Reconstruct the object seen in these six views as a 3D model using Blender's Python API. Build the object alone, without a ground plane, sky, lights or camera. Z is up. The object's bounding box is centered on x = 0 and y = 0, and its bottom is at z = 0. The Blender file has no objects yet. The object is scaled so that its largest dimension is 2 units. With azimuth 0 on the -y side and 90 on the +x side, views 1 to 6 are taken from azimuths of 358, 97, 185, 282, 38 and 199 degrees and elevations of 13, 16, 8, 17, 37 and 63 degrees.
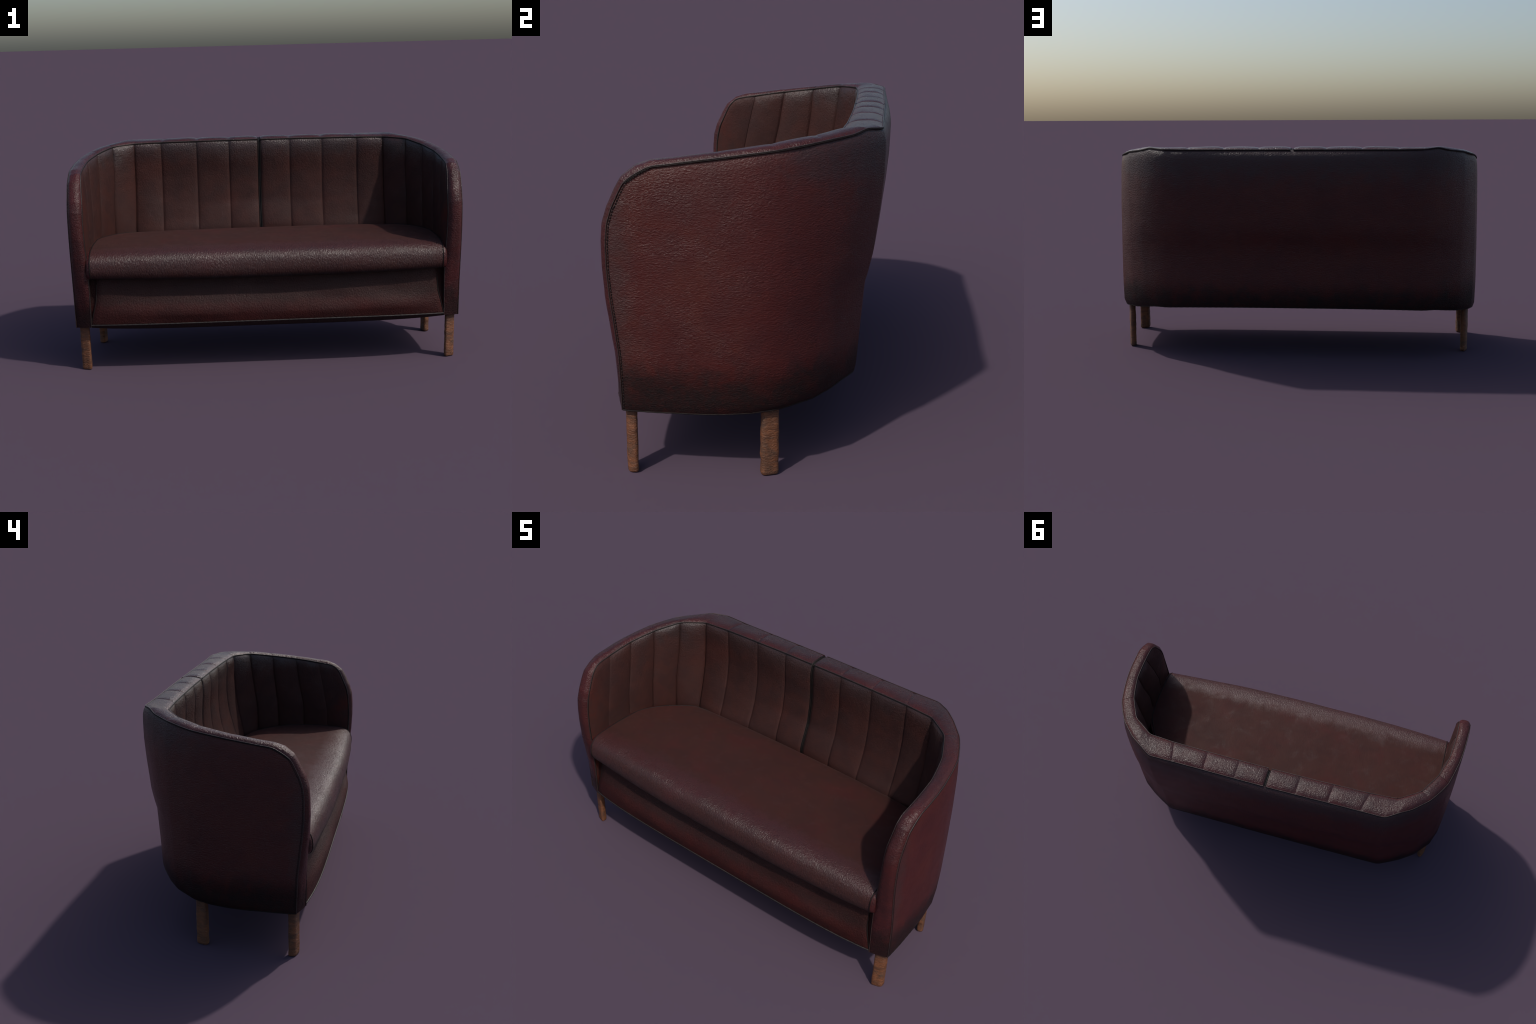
# A two-seat leather sofa: barrel shell with channelled inside, padded rim,
# one long seat cushion, front apron and four short wooden legs.
import bpy, math, random
import numpy as np
from mathutils import Vector, noise

random.seed(7)
np.random.seed(7)

# ------------------------------------------------------------------ helpers
def lerp(a, b, t):
    return a + (b - a) * t

def table(pairs):
    xs = [p[0] for p in pairs]; ys = [p[1] for p in pairs]
    return lambda v: float(np.interp(v, xs, ys))

def resample(poly, n):
    """n points evenly spaced along a 3D polyline."""
    P = np.array(poly, float)
    d = np.r_[0, np.cumsum(np.linalg.norm(np.diff(P, axis=0), axis=1))]
    s = np.linspace(0, d[-1], n)
    return np.stack([np.interp(s, d, P[:, i]) for i in range(3)], 1)

def soften(P, times=2, keep=1):
    """Round a polyline slightly (ends stay)."""
    P = P.copy()
    for _ in range(times):
        Q = P.copy()
        Q[keep:-keep] = .25 * P[keep - 1:-keep - 1] + .5 * P[keep:-keep] + .25 * P[keep + 1:len(P) - keep + 1]
        P = Q
    return P

def unit(v):
    return v / (np.linalg.norm(v, axis=-1, keepdims=True) + 1e-12)

def grid_normals(G):
    du = np.gradient(G, axis=0); dv = np.gradient(G, axis=1)
    return unit(np.cross(du, dv))

def mirrored(G):
    return (np.array(G) * np.array([-1, 1, 1]))[::-1]

ROOT = bpy.data.objects.new("leather_sofa", None)
bpy.context.scene.collection.objects.link(ROOT)
ROOT["label"] = "compact dark red-brown leather two-seat sofa with channelled curved back"
ROOT["category"] = "sofa"

def add_mesh(name, verts, faces, mat, parent=ROOT, smooth=True):
    me = bpy.data.meshes.new(name)
    me.from_pydata([tuple(map(float, v)) for v in verts], [], faces)
    me.validate(); me.update()
    me.polygons.foreach_set("use_smooth", [smooth] * len(me.polygons))
    ob = bpy.data.objects.new(name, me)
    bpy.context.scene.collection.objects.link(ob)
    ob.parent = parent
    me.materials.append(mat)
    return ob

def quads(nu, nv, base=0, close_v=False):
    F = []
    for i in range(nu - 1):
        for j in range(nv if close_v else nv - 1):
            k = (j + 1) % nv
            F.append((base + i * nv + j, base + (i + 1) * nv + j, base + (i + 1) * nv + k, base + i * nv + k))
    return F

def add_grid(name, G, mat, parent=ROOT, flip=False, close_v=False):
    G = np.array(G)
    nu, nv = G.shape[:2]
    F = quads(nu, nv, 0, close_v)
    if flip:
        F = [f[::-1] for f in F]
    return add_mesh(name, G.reshape(-1, 3), F, mat, parent)

def merge_grids(name, grids, mat, parent=ROOT):
    V, F, base = [], [], 0
    for G in grids:
        G = np.array(G)
        V.append(G.reshape(-1, 3)); F += quads(G.shape[0], G.shape[1], base)
        base += G.shape[0] * G.shape[1]
    return add_mesh(name, np.concatenate(V), F, mat, parent)

def add_cord(name, pts, radius, mat, parent=ROOT, n=None, sides=8, wobble=0.0):
    """Round cord swept along a polyline."""
    P = np.array(pts, float)
    if n:
        P = soften(resample(P, n), 3)
    T = unit(np.gradient(P, axis=0))
    ref = np.array([.3, .2, .9])
    A = unit(np.cross(T, ref)); B = np.cross(T, A)
    G = []
    for i in range(len(P)):
        r = radius * (1 + wobble * math.sin(i * 2.1))
        G.append([P[i] + r * (math.cos(a) * A[i] + math.sin(a) * B[i]) for a in np.linspace(0, 2 * math.pi, sides, endpoint=False)])
    return add_grid(name, G, mat, parent, close_v=True)

# ---------------------------------------------------------------- materials
class Nodes:
    def __init__(self, name):
        self.mat = bpy.data.materials.new(name); self.mat.use_nodes = True
        self.t = self.mat.node_tree; self.t.nodes.clear()
        self.out = self.t.nodes.new("ShaderNodeOutputMaterial")
        self.bsdf = self.t.nodes.new("ShaderNodeBsdfPrincipled")
        self.t.links.new(self.bsdf.outputs[0], self.out.inputs[0])
        self.co = self.t.nodes.new("ShaderNodeTexCoord").outputs["Object"]
    def link(self, a, b): self.t.links.new(a, b)
    def put(self, sock, v):
        if isinstance(v, bpy.types.NodeSocket): self.link(v, sock)
        else: sock.default_value = v
    def mapping(self, scale, rot=(0, 0, 0), loc=(0, 0, 0)):
        n = self.t.nodes.new("ShaderNodeMapping"); self.link(self.co, n.inputs[0])
        n.inputs["Scale"].default_value = scale; n.inputs["Rotation"].default_value = rot; n.inputs["Location"].default_value = loc
        return n.outputs[0]
    def noise(self, vec, scale, detail=4, rough=.55, distort=0.):
        n = self.t.nodes.new("ShaderNodeTexNoise"); self.link(vec, n.inputs["Vector"])
        n.inputs["Scale"].default_value = scale; n.inputs["Detail"].default_value = detail
        n.inputs["Roughness"].default_value = rough; n.inputs["Distortion"].default_value = distort
        return n.outputs["Fac"]
    def voronoi(self, vec, scale, feature="F1", smooth=.6):
        n = self.t.nodes.new("ShaderNodeTexVoronoi"); n.feature = feature; self.link(vec, n.inputs["Vector"])
        n.inputs["Scale"].default_value = scale
        if feature == "SMOOTH_F1": n.inputs["Smoothness"].default_value = smooth
        return n.outputs["Distance"]
    def math(self, op, a, b=0., clamp=False):
        n = self.t.nodes.new("ShaderNodeMath"); n.operation = op; n.use_clamp = clamp
        self.put(n.inputs[0], a); self.put(n.inputs[1], b)
        return n.outputs[0]
    def span(self, v, lo, hi, a=0., b=1.):
        n = self.t.nodes.new("ShaderNodeMapRange"); n.interpolation_type = "SMOOTHSTEP"
        self.put(n.inputs[0], v)
        for i, x in enumerate((lo, hi, a, b)): n.inputs[i + 1].default_value = x
        return n.outputs[0]
    def mix(self, f, a, b):
        n = self.t.nodes.new("ShaderNodeMix"); n.data_type = "RGBA"
        self.put(n.inputs[0], f)
        for s, c in ((6, a), (7, b)):
            if isinstance(c, tuple): n.inputs[s].default_value = (*c, 1)
            else: self.link(c, n.inputs[s])
        return n.outputs[2]
    def axis(self, k):
        n = self.t.nodes.new("ShaderNodeSeparateXYZ"); self.link(self.co, n.inputs[0])
        return n.outputs[k]
    def normal_axis(self, k):
        g = self.t.nodes.new("ShaderNodeNewGeometry"); n = self.t.nodes.new("ShaderNodeSeparateXYZ")
        self.link(g.outputs["Normal"], n.inputs[0]); return n.outputs[k]
    def bump(self, h, strength, dist, prev=None):
        n = self.t.nodes.new("ShaderNodeBump"); n.inputs["Strength"].default_value = strength
        n.inputs["Distance"].default_value = dist; self.link(h, n.inputs["Height"])
        if prev: self.link(prev, n.inputs["Normal"])
        return n.outputs[0]

GREY = (.030, .025, .0245)
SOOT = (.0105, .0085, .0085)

def leather(name, warm, dark, red, red_amount=.5, rough=(.36, .52), stretch=(1, 1, 1), grain=1.0, layers=(), rub=0.12,
            red_where=None, gloss=None, grain_where=None, spec=.5, dull=None, sheen=0.):
    """Worn leather. layers: (mask function, colour, most) of grime, grey tints and painted shade;
    gloss: mask 0..1 of polished areas; grain_where: mask that scales the relief."""
    m = Nodes(name)
    big = m.noise(m.co, 2.6, 3)
    mid = m.noise(m.co, 9., 4, .6, .6)
    fine = m.noise(m.mapping((38, 38, 38)), 1., 4, .65)
    col = m.mix(m.span(mid, .35, .68), warm, dark)
    patch = m.math("MULTIPLY", m.span(m.noise(m.mapping((5, 5, 5), loc=(3, 1, 7)), 1., 5, .62, .4), .46, .70), red_amount)
    if red_where is not None:
        patch = m.math("ADD", patch, m.math("MULTIPLY", red_where(m), m.span(m.noise(m.mapping((8, 8, 8), loc=(1, 6, 2)), 1., 5, .62, .4), .40, .62)), True)
    col = m.mix(patch, col, red)
    wear = m.math("MULTIPLY", m.span(m.noise(m.mapping((7, 7, 7), loc=(9, 2, 4)), 1., 6, .68, .3), .50, .72), rub)
    col = m.mix(wear, col, GREY)
    rag = m.noise(m.mapping((13, 13, 13), loc=(4, 4, 1)), 1., 6, .68, .5)
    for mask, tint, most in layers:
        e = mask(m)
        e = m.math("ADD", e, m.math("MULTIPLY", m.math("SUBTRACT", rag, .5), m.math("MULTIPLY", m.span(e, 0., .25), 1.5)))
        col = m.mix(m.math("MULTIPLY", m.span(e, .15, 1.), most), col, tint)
    col = m.mix(m.math("MULTIPLY", m.span(fine, .4, .75), .25), col, dark)
    # grain: short wavy creases
    v = m.mapping(tuple(126 * s for s in stretch))
    warp = m.t.nodes.new("ShaderNodeTexNoise"); m.link(v, warp.inputs["Vector"]); warp.inputs["Scale"].default_value = .7
    add = m.t.nodes.new("ShaderNodeMix"); add.data_type = "RGBA"; add.blend_type = "ADD"; add.inputs[0].default_value = .9
    m.link(v, add.inputs[6]); m.link(warp.outputs["Color"], add.inputs[7])
    cells = m.voronoi(add.outputs[2], 1., "SMOOTH_F1", .7)
    folds = m.noise(v, 1.1, 3, .6, 1.2)
    h = m.math("ADD", m.math("MULTIPLY", cells, -.8), m.math("MULTIPLY", folds, 1.3))
    col = m.mix(m.math("MULTIPLY", m.span(folds, .50, .30), .35), col, dark)
    m.link(col, m.bsdf.inputs["Base Color"])
    b = m.t.nodes.new("ShaderNodeBump"); b.inputs["Distance"].default_value = .005
    m.link(h, b.inputs["Height"])
    k = m.span(m.noise(m.mapping((11, 11, 11), loc=(2, 8, 5)), 1., 4, .6, .4), .34, .66, .35 * grain, .47 * grain)
    if grain_where is not None: k = m.math("MULTIPLY", grain_where(m), k)
    m.link(k, b.inputs["Strength"])
    b2 = m.bump(m.noise(m.co, 24., 3), .07, .02, b.outputs[0])
    m.link(b2, m.bsdf.inputs["Normal"])
    base = m.span(big, .3, .7, rough[0], rough[1])
    if gloss is not None:
        g = m.math("ADD", gloss(m), m.math("MULTIPLY", m.math("SUBTRACT", rag, .5), 1.3), True)
        n = m.t.nodes.new("ShaderNodeMix"); m.link(g, n.inputs[0]); m.link(base, n.inputs[2]); n.inputs[3].default_value = .29
        base = n.outputs[0]
        m.link(m.span(g, 0., .8, spec, .42), m.bsdf.inputs["Specular IOR Level"])
    rg = m.math("ADD", base, m.math("MULTIPLY", m.math("SUBTRACT", mid, .5), .18))
    m.link(rg, m.bsdf.inputs["Roughness"])
    m.bsdf.inputs["Sheen Weight"].default_value = sheen
    m.bsdf.inputs["Sheen Roughness"].default_value = .45
    if dull is not None:
        m.link(m.span(dull(m), .1, .9, spec, spec * .3), m.bsdf.inputs["Specular IOR Level"])
    elif gloss is None: m.bsdf.inputs["Specular IOR Level"].default_value = spec
    return m.mat

def mul(m, *v):
    r = v[0]
    for w in v[1:]: r = m.math("MULTIPLY", r, w)
    return r
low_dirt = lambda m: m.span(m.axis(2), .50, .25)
front_dirt = lambda m: m.span(m.axis(1), -.27, -.40)
top_dirt = lambda m: mul(m, m.span(m.axis(2), .80, 1.10), m.span(m.axis(1), -.1, .35))
crest_grey = lambda m: mul(m, m.span(m.normal_axis(2), .80, 1.0), m.span(m.axis(1), .05, .3))
head_grey = lambda m: m.span(m.axis(2), .94, 1.11)
head_gloss = lambda m: mul(m, m.span(m.axis(2), .95, 1.09), .9)
roll_gloss = lambda m: mul(m, m.span(m.axis(1), -.24, -.42), m.span(m.axis(2), .50, .57, .35, 1.))
roll_grain = lambda m: m.span(m.axis(1), -.26, -.38, .22, 1.)
head_grain = lambda m: m.span(m.axis(2), .66, 1.08, .42, 1.)
end_red = lambda m: mul(m, m.span(m.axis(1), -.26, -.38), m.span(m.axis(2), .95, .72, .25, .7))
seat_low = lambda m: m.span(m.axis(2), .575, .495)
seat_lip = lambda m: mul(m, m.span(m.axis(1), -.26, -.36), m.span(m.axis(1), -.44, -.385))
seat_front = lambda m: mul(m, m.span(m.axis(1), -.32, -.38), .45)
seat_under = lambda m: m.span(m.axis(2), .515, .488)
apron_shadow_tint = lambda m: m.span(m.axis(2), .32, .38)  # upper apron colour darkened to paint the seat cushion's cast shadow
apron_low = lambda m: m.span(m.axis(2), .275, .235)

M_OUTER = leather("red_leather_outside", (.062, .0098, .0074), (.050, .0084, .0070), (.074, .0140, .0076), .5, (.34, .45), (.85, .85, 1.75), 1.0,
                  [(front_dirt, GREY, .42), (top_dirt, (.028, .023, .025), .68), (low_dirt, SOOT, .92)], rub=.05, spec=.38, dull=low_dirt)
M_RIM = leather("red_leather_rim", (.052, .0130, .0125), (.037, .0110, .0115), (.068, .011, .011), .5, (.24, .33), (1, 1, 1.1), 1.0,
                [(crest_grey, (.028, .022, .023), .4), (low_dirt, SOOT, .80)], rub=.08, spec=.30, dull=low_dirt)
M_INSIDE = leather("brown_leather_inside", (.043, .0162, .0134), (.032, .0135, .0122), (.074, .0130, .0080), .14, (.58, .70), (1.1, 1.1, .9), .85,
                   [(head_grey, (.024, .0175, .0170), .45)], red_where=end_red, gloss=head_gloss, grain_where=head_grain, spec=.16)
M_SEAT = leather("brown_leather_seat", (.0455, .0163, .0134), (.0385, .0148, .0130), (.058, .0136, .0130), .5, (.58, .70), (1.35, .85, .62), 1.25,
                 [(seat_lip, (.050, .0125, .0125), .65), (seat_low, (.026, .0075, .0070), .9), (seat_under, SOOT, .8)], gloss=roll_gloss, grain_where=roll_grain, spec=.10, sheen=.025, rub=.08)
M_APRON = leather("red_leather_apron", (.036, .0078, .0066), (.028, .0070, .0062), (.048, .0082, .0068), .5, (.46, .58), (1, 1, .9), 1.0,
                  [(apron_shadow_tint, (.021, .0110, .0100), .65), (apron_low, SOOT, .75)], rub=.03, spec=.18)
M_CORD = leather("dark_leather_cord", (.011, .0062, .0056), (.007, .0048, .0046), (.015, .0072, .006), .3, (.55, .70), (1, 1, 1), .6, spec=.2)
M_PALE = leather("worn_leather_cord", (.040, .024, .021), (.028, .017, .016), (.042, .015, .013), .4, (.34, .46), (1, 1, 1), .8)
M_HEM = leather("hem_cord", (.022, .016, .0145), (.015, .0115, .011), (.026, .013, .0115), .3, (.46, .56), (1, 1, 1), .8, spec=.4)
M_UNDER = leather("dark_lining", (.010, .0085, .0085), (.008, .007, .007), (.010, .008, .008), .1, (.7, .8))

def wood():
    m = Nodes("worn_oak")
    v = m.mapping((11, 11, 44))
    g = m.noise(v, 1., 6, .65, .9)
    blot = m.noise(m.co, 14., 4, .6)
    col = m.mix(m.span(g, .3, .7), (.215, .074, .026), (.085, .032, .013))
    col = m.mix(m.span(blot, .48, .66, 0, .75), col, (.060, .032, .019))
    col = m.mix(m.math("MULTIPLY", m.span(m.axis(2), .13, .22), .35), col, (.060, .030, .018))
    m.link(col, m.bsdf.inputs["Base Color"])
    chips = m.noise(m.mapping((62, 62, 190)), 1., 4, .62, .9)
    b = m.bump(chips, .75, .008)
    b = m.bump(g, .3, .006, b)
    m.link(b, m.bsdf.inputs["Normal"])
    m.link(m.span(blot, .3, .7, .45, .65), m.bsdf.inputs["Roughness"])
    return m.mat
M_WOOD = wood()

# ------------------------------------------------- the two seams of the rim
# outer seam, inner seam, padding height; right half, centre -> arm -> floor
RIM = [
    ((.0085, .431, 1.105), (.0085, .318, 1.106), .0145),
    ((.172, .430, 1.105), (.174, .318, 1.106), .0145),
    ((.352, .428, 1.105), (.359, .315, 1.105), .0145),
    ((.532, .427, 1.105), (.560, .310, 1.104), .0145),
    ((.667, .428, 1.107), (.707, .299, 1.102), .013),
    ((.740, .381, 1.115), (.768, .257, 1.099), .010),
    ((.797, .340, 1.102), (.795, .238, 1.098), .012),
    ((.878, .256, 1.092), (.823, .216, 1.096), .013),
    ((.917, .190, 1.081), (.858, .150, 1.085), .013),
    ((.950, .122, 1.071), (.890, .086, 1.074), .013),
    ((.970, .035, 1.060), (.910, .013, 1.063), .013),
    ((.985, -.050, 1.049), (.926, -.058, 1.053), .013),
    ((.992, -.120, 1.040), (.931, -.130, 1.042), .013),
    ((.995, -.200, 1.028), (.934, -.205, 1.030), .014),
    ((.9955, -.254, 1.021), (.934, -.255, 1.022), .015),
    ((.9955, -.295, .999), (.932, -.300, 1.013), .016),
    ((.9955, -.334, .971), (.929, -.333, .981), .018),
    ((.9955, -.353, .935), (.927, -.352, .940), .020),
    ((.9955, -.375, .888), (.923, -.380, .880), .022),
    ((.9955, -.391, .838), (.923, -.392, .830), .023),
    ((.9955, -.396, .780), (.924, -.397, .780), .023),
    ((.9955, -.396, .700), (.922, -.401, .700), .022),
    ((.9955, -.389, .604), (.917, -.400, .610), .021),
    ((.9955, -.381, .541), (.912, -.398, .541), .018),
    ((.9955, -.367, .414), (.911, -.397, .414), .011),
    ((.9950, -.363, .300), (.912, -.396, .320), .006),
    ((.9950, -.362, .229), (.913, -.395, .236), .004),
]
O = np.array([r[0] for r in RIM]); I = np.array([r[1] for r in RIM]); H = np.array([r[2] for r in RIM])
T = unit(np.gradient((O + I) / 2, axis=0))
T[:5] = (1, 0, 0); T[4] = unit(np.array([.9, -.4, 0.]))
N = unit(np.cross(T, unit(O - I)))            # padding direction: up, then forward
N[:, :] = np.where((N[:, 2:3] < 0) & (N[:, 1:2] > -.2), -N, N)
N[:14, 0] *= .5; N = unit(N)

# ------------------------------------------------------------- padded rim
RIM_SEAMS = [0, 1, 2, 3, 7, 9, 11]             # stations where the rim is stitched across

def rim_piece(a, b):
    """One padded length of the rim between two cross seams."""
    rows = []
    st = np.arange(a, b + 1)
    seg = np.linalg.norm(np.diff((O[st] + I[st]) / 2, axis=0), axis=1)
    dist = np.r_[0, np.cumsum(seg)]; L = dist[-1]
    s = sorted(set(np.round(np.r_[np.linspace(0, L, max(8, int(L / .011))), [.003, .007, .012, L - .003, L - .007, L - .012], dist], 5)))
    s = sorted(set(min(max(v, 0.), L) for v in s))
    soft = [np.interp(k, [0, 6, 7, 9, 11, 12], [1, 1, .7, .35, .25, 0]) for k in (a, b)]
    cross = np.r_[0, .02, .05, .1, np.linspace(.18, .82, 9), .9, .95, .98, 1]
    last = b == len(RIM) - 1
    for v in s:
        o = np.array([np.interp(v, dist, O[st, k]) for k in range(3)])
        i_ = np.array([np.interp(v, dist, I[st, k]) for k in range(3)])
        n = unit(np.array([np.interp(v, dist, N[st, k]) for k in range(3)]))
        h = np.interp(v, dist, H[st])
        pinch = 1 - max(math.exp(-(v / .011) ** 1.3) * soft[0], 0 if last else math.exp(-((L - v) / .011) ** 1.3) * soft[1])
        crown = math.sin(math.pi * v / L) if not last else math.sin(min(math.pi * v / .2, math.pi / 2))
        row = []
        for w in cross:
            bulge = (1 - abs(2 * w - 1) ** 3.2)
            p = lerp(o, i_, w) + n * (h * bulge * (.78 + .13 * pinch + .12 * (lerp(1, crown, max(soft) > .6 and min(soft) > .2))) - .0032 * (1 - pinch) * min(1, bulge * 3))
            q = Vector(p * 11); amp = .0022 * bulge * pinch
            p = p + n * amp * noise.noise(q + Vector((3, 0, 0)))
            row.append(p)
        rows.append(row)
    return np.array(rows)

ends = RIM_SEAMS + [len(RIM) - 1]
for a, b in zip(ends[:-1], ends[1:]):
    G = rim_piece(a, b)
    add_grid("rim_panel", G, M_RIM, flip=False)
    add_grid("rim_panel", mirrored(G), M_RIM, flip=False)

# ------------------------------------------------------------ outside cover
BACK_SWELL = table([(0, 0), (.03, .004), (.2, .001), (.38, 0), (.43, .008), (.51, .017), (.6, .019), (.69, .022), (.81, .0225), (.907, .018), (.955, .014), (.985, .007), (1, 0)])
MID_SWELL = table([(0, .002), (.35, .006), (.55, .015), (.93, .015), (.97, .010), (1, 0)])
SIDE_SWELL = table([(0, 0), (.024, .0116), (.18, .0166), (.43, .017), (.67, .0156), (.89, .010), (.96, .006), (1, 0)])
# top, bottom, outward direction in plan, weights of back / centre / side swell
COLS = [
    ((0, .4315, 1.104), (0, .366, .277), (0, 1), 1, 1, 0),
    ((.172, .430, 1.105), (.172, .366, .277), (0, 1), 1, .93, 0),
    ((.352, .428, 1.105), (.352, .365, .276), (.0, 1), 1, .7, 0),
    ((.532, .427, 1.105), (.540, .364, .274), (.08, 1), 1, .35, 0),
    ((.667, .428, 1.107), (.675, .363, .272), (.30, .95), 1, 0, 0),
    ((.740, .381, 1.115), (.745, .325, .269), (.53, .85), .85, 0, .1),
    ((.797, .340, 1.102), (.797, .293, .261), (.60, .80), .7, 0, .25),
    ((.878, .256, 1.092), (.866, .237, .250), (.72, .69), .35, 0, .65),
    ((.950, .122, 1.071), (.942, .136, .240), (.90, .43), 0, 0, 1),
    ((.970, .035, 1.060), (.971, .050, .233), (.96, .28), 0, 0, .85),
    ((.985, -.050, 1.049), (.983, -.040, .228), (.985, .17), 0, 0, .7),
    ((.992, -.120, 1.040), (.988, -.115, .226), (.99, .1), 0, 0, .5),
    ((.995, -.200, 1.028), (.992, -.20, .227), (1, 0), 0, 0, .32),
    ((.9955, -.254, 1.021), (.9945, -.254, .227), (1, 0), 0, 0, .25),
]
FR = [0, .012, .03, .07, .13, .2, .29, .38, .43, .47, .51, .56, .6, .65, .69, .75, .81, .86, .907, .935, .955, .972, .985, .994, 1]
front_edge = table([(.229, -.362), (.30, -.363), (.414, -.367), (.541, -.381), (.604, -.389), (.70, -.396), (1.1, -.396)])

def outside_half():
    G = []
    for top, bot, d, wb, wm, ws in COLS:
        d = np.array([d[0], d[1], 0.]); d /= np.linalg.norm(d)
        top = np.array(top); bot = np.array(bot)
        H_ = np.linalg.norm(top - bot)
        G.append([lerp(bot, top, f) + d * (-.0042 * math.exp(-(1 - f) * H_ / .013) + wb * BACK_SWELL(f) + wm * MID_SWELL(f) + ws * SIDE_SWELL(f)) for f in FR])
    # the arm end: columns run up to the rounded top front corner
    arc = [(.289, .999), (.44, .985), (.563, .971), (.697, .935), (.79, .908), (.852, .888), (.90, .868), (.965, .838), (.988, .80), (1, .78)]
    for t, ztop in arc:
        col = []
        for f in FR:
            z = lerp(.2275 if t < 1 else .229, ztop, f)
            y = -.254 + t * (front_edge(z) + .254)
            x = .9948 - .0036 * math.exp(-(ztop - z) / .013) * (1 - t) + .0045 * (1 - t ** 6) * min(1, SIDE_SWELL(f) / .0116)
            col.append((x, y, z))
        G.append(np.array(col))
    return np.array(G)

half = outside_half()
whole = np.concatenate([mirrored(half)[:-1], half])
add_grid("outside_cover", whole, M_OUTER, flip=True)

# cords along both seams of the rim
def both(name, P, r, mat, n, **k):
    add_cord(name, P, r, mat, n=n, **k)
    add_cord(name, np.array(P) * (-1, 1, 1), r, mat, n=n, **k)
both("piping", O + N * .0018, .0021, M_PALE, 260, wobble=.12)
both("piping", I + N * .0014, .0020, M_PALE, 260, wobble=.12)
out_dir = unit(O - I)
both("seam_groove", O[:17] - N[:17] * .0020 + out_dir[:17] * .0012, .0020, M_CORD, 180)
both("seam_groove", I[:] - N * .0022 - out_dir * .0014, .0022, M_CORD, 260)

add_cord("hem_piping", np.concatenate([mirrored(half[:, :1])[:-1, 0], half[:, 0]]), .0022, M_CORD, n=300, wobble=.15)

# stitches down the outside seam of each arm front
st = resample(O[14:], 84)
V, F = [], []
for side in (1, -1):
    for i in range(1, len(st) - 1):
        p = st[i] + np.array([.0022, .0052, -.003 * (i < 18)]); t = unit(st[i + 1] - st[i - 1])
        a = t * .0042; nrm = np.array([1., 0, 0]); bdir = np.cross(t, nrm)
        b0 = len(V)
        for sa, sb, sn in ((-1, -1, 0), (1, -1, 0), (1, 1, 0), (-1, 1, 0), (-.6, -.5, 1), (.6, -.5, 1), (.6, .5, 1), (-.6, .5, 1)):
            q = p + a * sa + bdir * .0015 * sb + nrm * .0011 * sn
            V.append(q * (side, 1, 1))
        for f in ((0, 1, 5, 4), (1, 2, 6, 5), (2, 3, 7, 6), (3, 0, 4, 7), (4, 5, 6, 7)):
            F.append(tuple(b0 + k for k in (f if side > 0 else f[::-1])))
stitches = add_mesh("stitching", V, F, M_CORD)
stitches["kind"] = "stuff"

# --------------------------------------------------- channelled inside panels
SEAMS = [
    [(.0095, .318, 1.106), (.0095, .309, 1.06), (.0095, .312, 1.0), (.0095, .318, .93), (.0095, .318, .86), (.0095, .307, .758), (.0095, .280, .687), (.0095, .259, .623), (.0095, .25, .47)],
    [(.174, .318, 1.106), (.174, .310, 1.06), (.174, .313, 1.0), (.174, .318, .93), (.174, .316, .86), (.174, .304, .758), (.174, .278, .687), (.174, .257, .62), (.174, .25, .47)],
    [(.359, .315, 1.105), (.359, .310, 1.06), (.359, .313, 1.0), (.359, .316, .922), (.359, .312, .834), (.359, .298, .749), (.359, .275, .679), (.359, .246, .612), (.359, .24, .47)],
    [(.560, .310, 1.104), (.560, .306, 1.06), (.560, .310, .997), (.560, .312, .907), (.560, .300, .803), (.560, .283, .736), (.560, .263, .664), (.560, .238, .60), (.56, .23, .47)],
    [(.707, .299, 1.102), (.707, .292, 1.063), (.710, .296, .99), (.710, .289, .867), (.711, .269, .745), (.716, .240, .60), (.716, .235, .47)],
    [(.823, .216, 1.096), (.820, .213, 1.079), (.817, .200, .952), (.823, .172, .752), (.827, .168, .60), (.827, .165, .47)],
    [(.890, .086, 1.074), (.888, .080, 1.04), (.887, .074, .941), (.886, .052, .773), (.889, .046, .614), (.889, .046, .47)],
    [(.926, -.058, 1.053), (.922, -.064, 1.02), (.917, -.081, .897), (.909, -.109, .761), (.914, -.112, .627), (.916, -.112, .47)],
    [(.934, -.205, 1.030), (.928, -.212, 1.0), (.916, -.239, .87), (.911, -.266, .73), (.918, -.268, .634), (.92, -.268, .47)],
]
NV, NU = 64, 22
def channel(A, B, amp=.0075, bias=0.):
    A = soften(resample(A, NV), 4); B = soften(resample(B, NV), 4)
    s = .5 - .5 * np.cos(np.linspace(0, math.pi, NU))
    G = A[None] * (1 - s)[:, None, None] + B[None] * s[:, None, None]
    n = grid_normals(G)
    if n[NU // 2, NV // 2] @ np.array([-G[NU // 2, NV // 2, 0], -1.2, .0]) < 0: n = -n
    drop = np.linalg.norm(G - G[:, :1], axis=2)
    top = np.clip(drop / .035, 0, 1) ** .6
    puff = (1 - np.abs(2 * s - 1) ** 2.4)[:, None]
    lum = np.array([[noise.noise(Vector(G[i, j] * 7)) for j in range(NV)] for i in range(NU)])
    tuck = -.0035 * np.exp(-(drop / .006) ** 2)
    crease = -.003 * np.exp(-(np.minimum(s, 1 - s) / .03) ** 2)[:, None]
    return G + n * ((amp * puff * top + .003 * lum * puff * top + crease * top) + tuck)[:, :, None]

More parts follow.
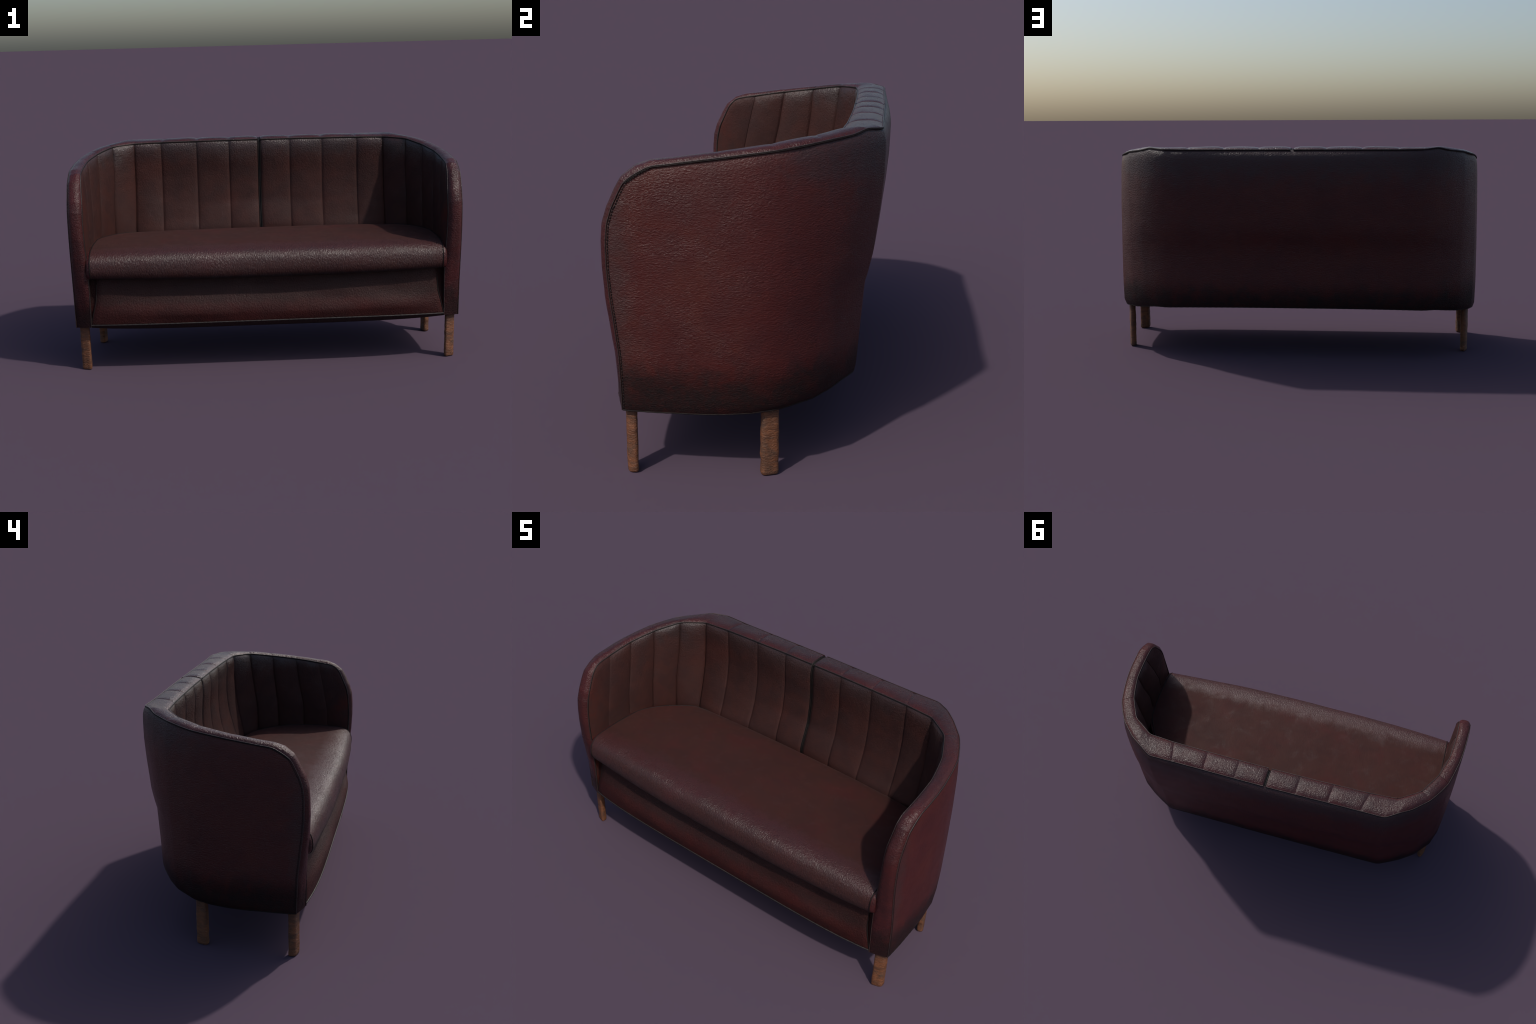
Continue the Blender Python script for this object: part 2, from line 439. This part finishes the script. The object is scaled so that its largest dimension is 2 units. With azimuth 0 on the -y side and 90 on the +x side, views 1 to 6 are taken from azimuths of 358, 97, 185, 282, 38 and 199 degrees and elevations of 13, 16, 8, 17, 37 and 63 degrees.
for A, B in zip(SEAMS[:-1], SEAMS[1:]):
    w = np.linalg.norm(np.array(A[0]) - np.array(B[0]))
    G = channel(A, B, amp=.0075 if w > .1 else .006)
    add_grid("inside_panel", G, M_INSIDE, flip=False)
    add_grid("inside_panel", mirrored(G), M_INSIDE, flip=False)

# last inside panel: runs to the rounded arm front and down behind the apron
ys = table([(.24, -.268), (.634, -.268), (.73, -.266), (.87, -.239), (1.03, -.205)])
xs = table([(.24, .922), (.47, .920), (.634, .918), (.73, .911), (.87, .916), (1.0, .928), (1.03, .934)])
yf = table([(.236, -.395), (.414, -.397), (.61, -.400), (.70, -.401), (.78, -.397), (1.1, -.397)])
xf = table([(.236, .913), (.414, .911), (.541, .912), (.61, .917), (.70, .922), (.83, .923), (.94, .927), (1.03, .934)])
def arm_inside():
    tz = [(0, 1.030), (.04, 1.029), (.12, 1.026), (.25, 1.022), (.37, 1.018), (.487, 1.013), (.56, .999), (.634, .981), (.727, .940), (.80, .91), (.877, .880), (.948, .830), (.98, .80), (1, .78)]
    G = []
    for t, zt in tz:
        col = []
        for f in np.linspace(0, 1, 48):
            z = lerp(zt, .236, f)
            y = lerp(ys(z), yf(z), t); x = lerp(xs(z), xf(z), t)
            d = min(1, (zt - z) / .03) ** .6 if zt > z else 0
            x -= .006 * (1 - abs(2 * t - 1) ** 2.4) * d * (1 if z > .5 else .3)
            col.append((x, y, z))
        G.append(col)
    return np.array(G)
G = arm_inside()
add_grid("inside_panel", G, M_INSIDE)
add_grid("inside_panel", mirrored(G), M_INSIDE)

# dark centre seam: recessed strip with two cords, over the back and the rim
c = [tuple(p) for p in np.array(SEAMS[0])[::-1] * (0, 1, 1)]
line = c[:-1] + [(0, .322, 1.110), (0, .36, 1.113), (0, .40, 1.112), (0, .425, 1.106), (0, .434, 1.085)]
P = soften(resample(line, 120), 4)
tang = unit(np.gradient(P, axis=0))
nrm = np.cross(tang, (1, 0, 0)); nrm = np.where((nrm[:, 1:2] - nrm[:, 2:3] > 0) & (np.arange(120)[:, None] < 88), -nrm, nrm)
strip = [P + np.array([x, 0, 0]) - 0 * P for x in (-.013, -.007, 0, .007, .013)]
back_off = np.array([[0, .004, -.003]])
add_grid("centre_seam", [s + back_off * (2.2 if k in (1, 2, 3) else 1.2) for k, s in enumerate(strip)], M_UNDER)
for sx in (-1, 1):
    add_cord("centre_cord", P + np.array([sx * .0050, .005, -.004]), .0026, M_CORD)

# -------------------------------------------------------------- seat cushion
half_width = table([(-.46, .897), (-.39, .899), (-.20, .905), (-.069, .899), (-.02, .882), (.053, .842), (.10, .806), (.20, .715), (.235, .64), (.26, .56)])
# side profile of the cushion, from underneath, round the front, over the top to the back
PROFILE = [(-.10, .490), (-.30, .489), (-.375, .489), (-.402, .490), (-.413, .494), (-.420, .503), (-.424, .520), (-.4245, .540), (-.421, .565), (-.414, .587), (-.405, .606), (-.391, .619), (-.370, .626), (-.335, .630), (-.26, .633), (-.15, .635), (-.03, .635), (.08, .631), (.15, .625), (.20, .617), (.228, .609), (.240, .598), (.246, .575), (.247, .52)]
def cushion_grid(nu=61):
    G = []
    us = np.linspace(-1, 1, nu)
    us = np.sign(us) * (1 - (1 - np.abs(us)) ** 1.25)
    prof = []
    for (y0, z0), (y1, z1) in zip(PROFILE[:-1], PROFILE[1:]):
        k = max(1, int(math.hypot(y1 - y0, z1 - z0) / .018))
        prof += [(lerp(y0, y1, t), lerp(z0, z1, t)) for t in np.arange(k) / k]
    prof.append(PROFILE[-1])
    prof = soften(np.array([(0, y, z) for y, z in prof]), 2)
    for u in us:
        row = []
        for _, y, z in prof:
            bow = 1 - abs(u) ** 2.6
            front = np.clip((-.15 - y) / .25, 0, 1); rear = np.clip((y - .05) / .19, 0, 1)
            yy = y - .032 * bow * front + .016 * bow * rear
            w = half_width(y if z > .5 else max(-.42, y))
            x = u * w
            top = np.clip((z - .60) / .03, 0, 1)
            zz = z + (-.006 + .006 * bow) * (z > .6) - .009 * bow * np.clip((.56 - z) / .06, 0, 1)
            zz += .0035 * noise.noise(Vector((x * 3.1, yy * 3.4, 2.))) * top
            yy += .004 * noise.noise(Vector((x * 4.1, 5., z * 9))) * front * (1 - top)
            row.append((x, yy, zz))
        G.append(row)
    return np.array(G)
CG = cushion_grid()
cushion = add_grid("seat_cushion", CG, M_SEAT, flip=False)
def end_panel(loop, sx):
    c = loop.mean(0); rings = []
    for k, out in ((1., -.001), (.994, .008), (.982, .016), (.958, .022), (.90, .025), (.4, .025), (.02, .025)):
        r = c + (loop - c) * (k, k, k)
        r = np.stack([loop[:, 0] * k + c[0] * (1 - k), loop[:, 1] * k + c[1] * (1 - k), loop[:, 2] * k + c[2] * (1 - k)], 1)
        r[:, 0] = loop[:, 0] * min(1, k + .12) + c[0] * (1 - min(1, k + .12)) + sx * out
        rings.append(r)
    return np.array(rings)
add_grid("cushion_end", end_panel(CG[-1], 1), M_RIM, parent=cushion)
add_grid("cushion_end", end_panel(CG[0], -1)[::-1], M_RIM, parent=cushion)
add_cord("cushion_piping", CG[-1][2:-3] + (.001, 0, 0), .0028, M_CORD, parent=cushion)
add_cord("cushion_piping", CG[0][2:-3] - (.001, 0, 0), .0028, M_CORD, parent=cushion)

# --------------------------------------------------------------- front apron
AP = [(.874, -.366, .50), (.877, -.377, .43), (.880, -.385, .376), (.885, -.389, .350), (.892, -.393, .326), (.902, -.3955, .285), (.909, -.396, .256), (.912, -.3955, .247), (.913, -.394, .240), (.912, -.389, .233), (.908, -.378, .228), (.900, -.350, .226)]
ap = soften(resample(AP, 44), 2)
rows = []
us = np.linspace(-1, 1, 61)
for u in us:
    row = []
    for j, (x, y, z) in enumerate(ap):
        bow = 1 - abs(u) ** 5
        low = np.clip((.50 - z) / .2, .35, 1)
        q = Vector((u * 3.4 + .6, 1.5, z * 11))
        under = np.clip((.247 - z) / .02, 0, 1)
        row.append((u * x, y - .031 * bow * low - .010 * bow * math.exp(-((z - .315) / .055) ** 2) + .011 * noise.noise(q) * bow * np.clip((z - .25) / .05, 0, 1), z - .008 * bow * under + .006 * bow * np.clip((.29 - z) / .05, 0, 1) * (1 - under)))
    rows.append(row)
A = np.array(rows)
def turned(edge, sx):
    e = [edge + np.array([sx * a, b, 0]) for a, b in ((.002, .003), (.0028, .007), (.004, .009))]
    wall = edge + np.array([0, .007, 0]); wall[:, 0] = sx * .926
    return e + [wall]
right = turned(A[-1], 1); left = turned(A[0], -1)
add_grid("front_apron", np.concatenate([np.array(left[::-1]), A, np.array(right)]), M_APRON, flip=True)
k = int(np.argmin(np.abs(ap[:, 2] - .246)))
add_cord("apron_piping", A[:, k] + np.array([0, -.0015, -.001]), .0038, M_HEM, n=200, wobble=.15)
for e, sx in ((A[-1], 1), (A[0], -1)):
    add_cord("apron_side_cord", e[6:k] + np.array([sx * .001, .001, 0]), .0030, M_CORD)

# ----------------------------------------------------------------- underside
bottom_w = table([(-.39, .905), (-.362, .985), (-.2, .985), (-.09, .978), (0, .968), (.07, .956), (.136, .928), (.195, .892), (.241, .85), (.28, .80), (.322, .735), (.36, .665)])
rows = []
for y in np.linspace(-.388, .360, 26):
    w = bottom_w(y); zb = np.interp(y, [-.39, -.05, .36], [.2285, .2285, .275])
    rows.append([(u * w, y, zb + .004 - .014 * (1 - abs(u) ** 4) * np.clip((.36 - y) / .2, 0, 1) * np.clip((y + .39) / .03, 0, 1)) for u in np.linspace(-1, 1, 31)])
add_grid("underside", rows, M_UNDER)

# ---------------------------------------------------------------------- legs
def leg(corners, top=.262, sx=1):
    P = np.array(corners, float); c = P.mean(0)
    # chamfered outline
    out = []
    n = len(P)
    for i in range(n):
        a, p, b = P[i - 1], P[i], P[(i + 1) % n]
        da = (a - p) / np.linalg.norm(a - p); db = (b - p) / np.linalg.norm(b - p)
        r = .0110
        out += [p + da * r, p + (da + db) * r * .32, p + db * r]
    ring = []
    m = len(out)
    for i in range(m):
        q0, q1 = out[i], out[(i + 1) % m]
        k = 4 if np.linalg.norm(q1 - q0) > .012 else 1
        ring += [lerp(q0, q1, t) for t in np.arange(k) / k]
    ring = np.array(ring)
    zs = np.r_[0, .003, .008, np.linspace(.016, top, 30)]
    G = []
    for z in zs:
        shrink = .90 if z == 0 else (.965 if z < .005 else 1.)
        taper = 1 - .0 * z
        row = []
        for q in ring:
            p = c + (q - c) * shrink * taper
            d = q - c; d /= np.linalg.norm(d)
            w = noise.noise(Vector((p[0] * 60, p[1] * 60, z * 70))) * .0016 + noise.noise(Vector((p[0] * 20, p[1] * 20, z * 22 + 5))) * .0019
            if z < .01: w *= .3
            p = p + d * w
            row.append((p[0] * sx, p[1], z))
        G.append(row)
    G = np.array(G)
    V = G.reshape(-1, 3); F = quads(len(zs), len(ring), 0, True)
    F.append(tuple(range(len(ring)))[::-1])
    if sx < 0: F = [f[::-1] for f in F]
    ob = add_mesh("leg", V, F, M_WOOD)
    return ob
FRONT = [(.928, -.3725), (.981, -.354), (.981, -.318), (.930, -.335)]
REAR = [(.9155, .070), (.947, .083), (.924, .140), (.899, .123)]
for sx in (1, -1):
    leg(FRONT, sx=sx); leg(REAR, top=.285, sx=sx)

# consistent outward normals
import bmesh
for ob in bpy.data.objects:
    if ob.type == "MESH" and ob.name.split(".")[0] in ("leg", "piping", "cushion_piping", "seam_groove", "centre_cord", "apron_piping", "apron_side_cord", "hem_piping"):
        bm = bmesh.new(); bm.from_mesh(ob.data)
        bmesh.ops.recalc_face_normals(bm, faces=bm.faces)
        bm.to_mesh(ob.data); bm.free()
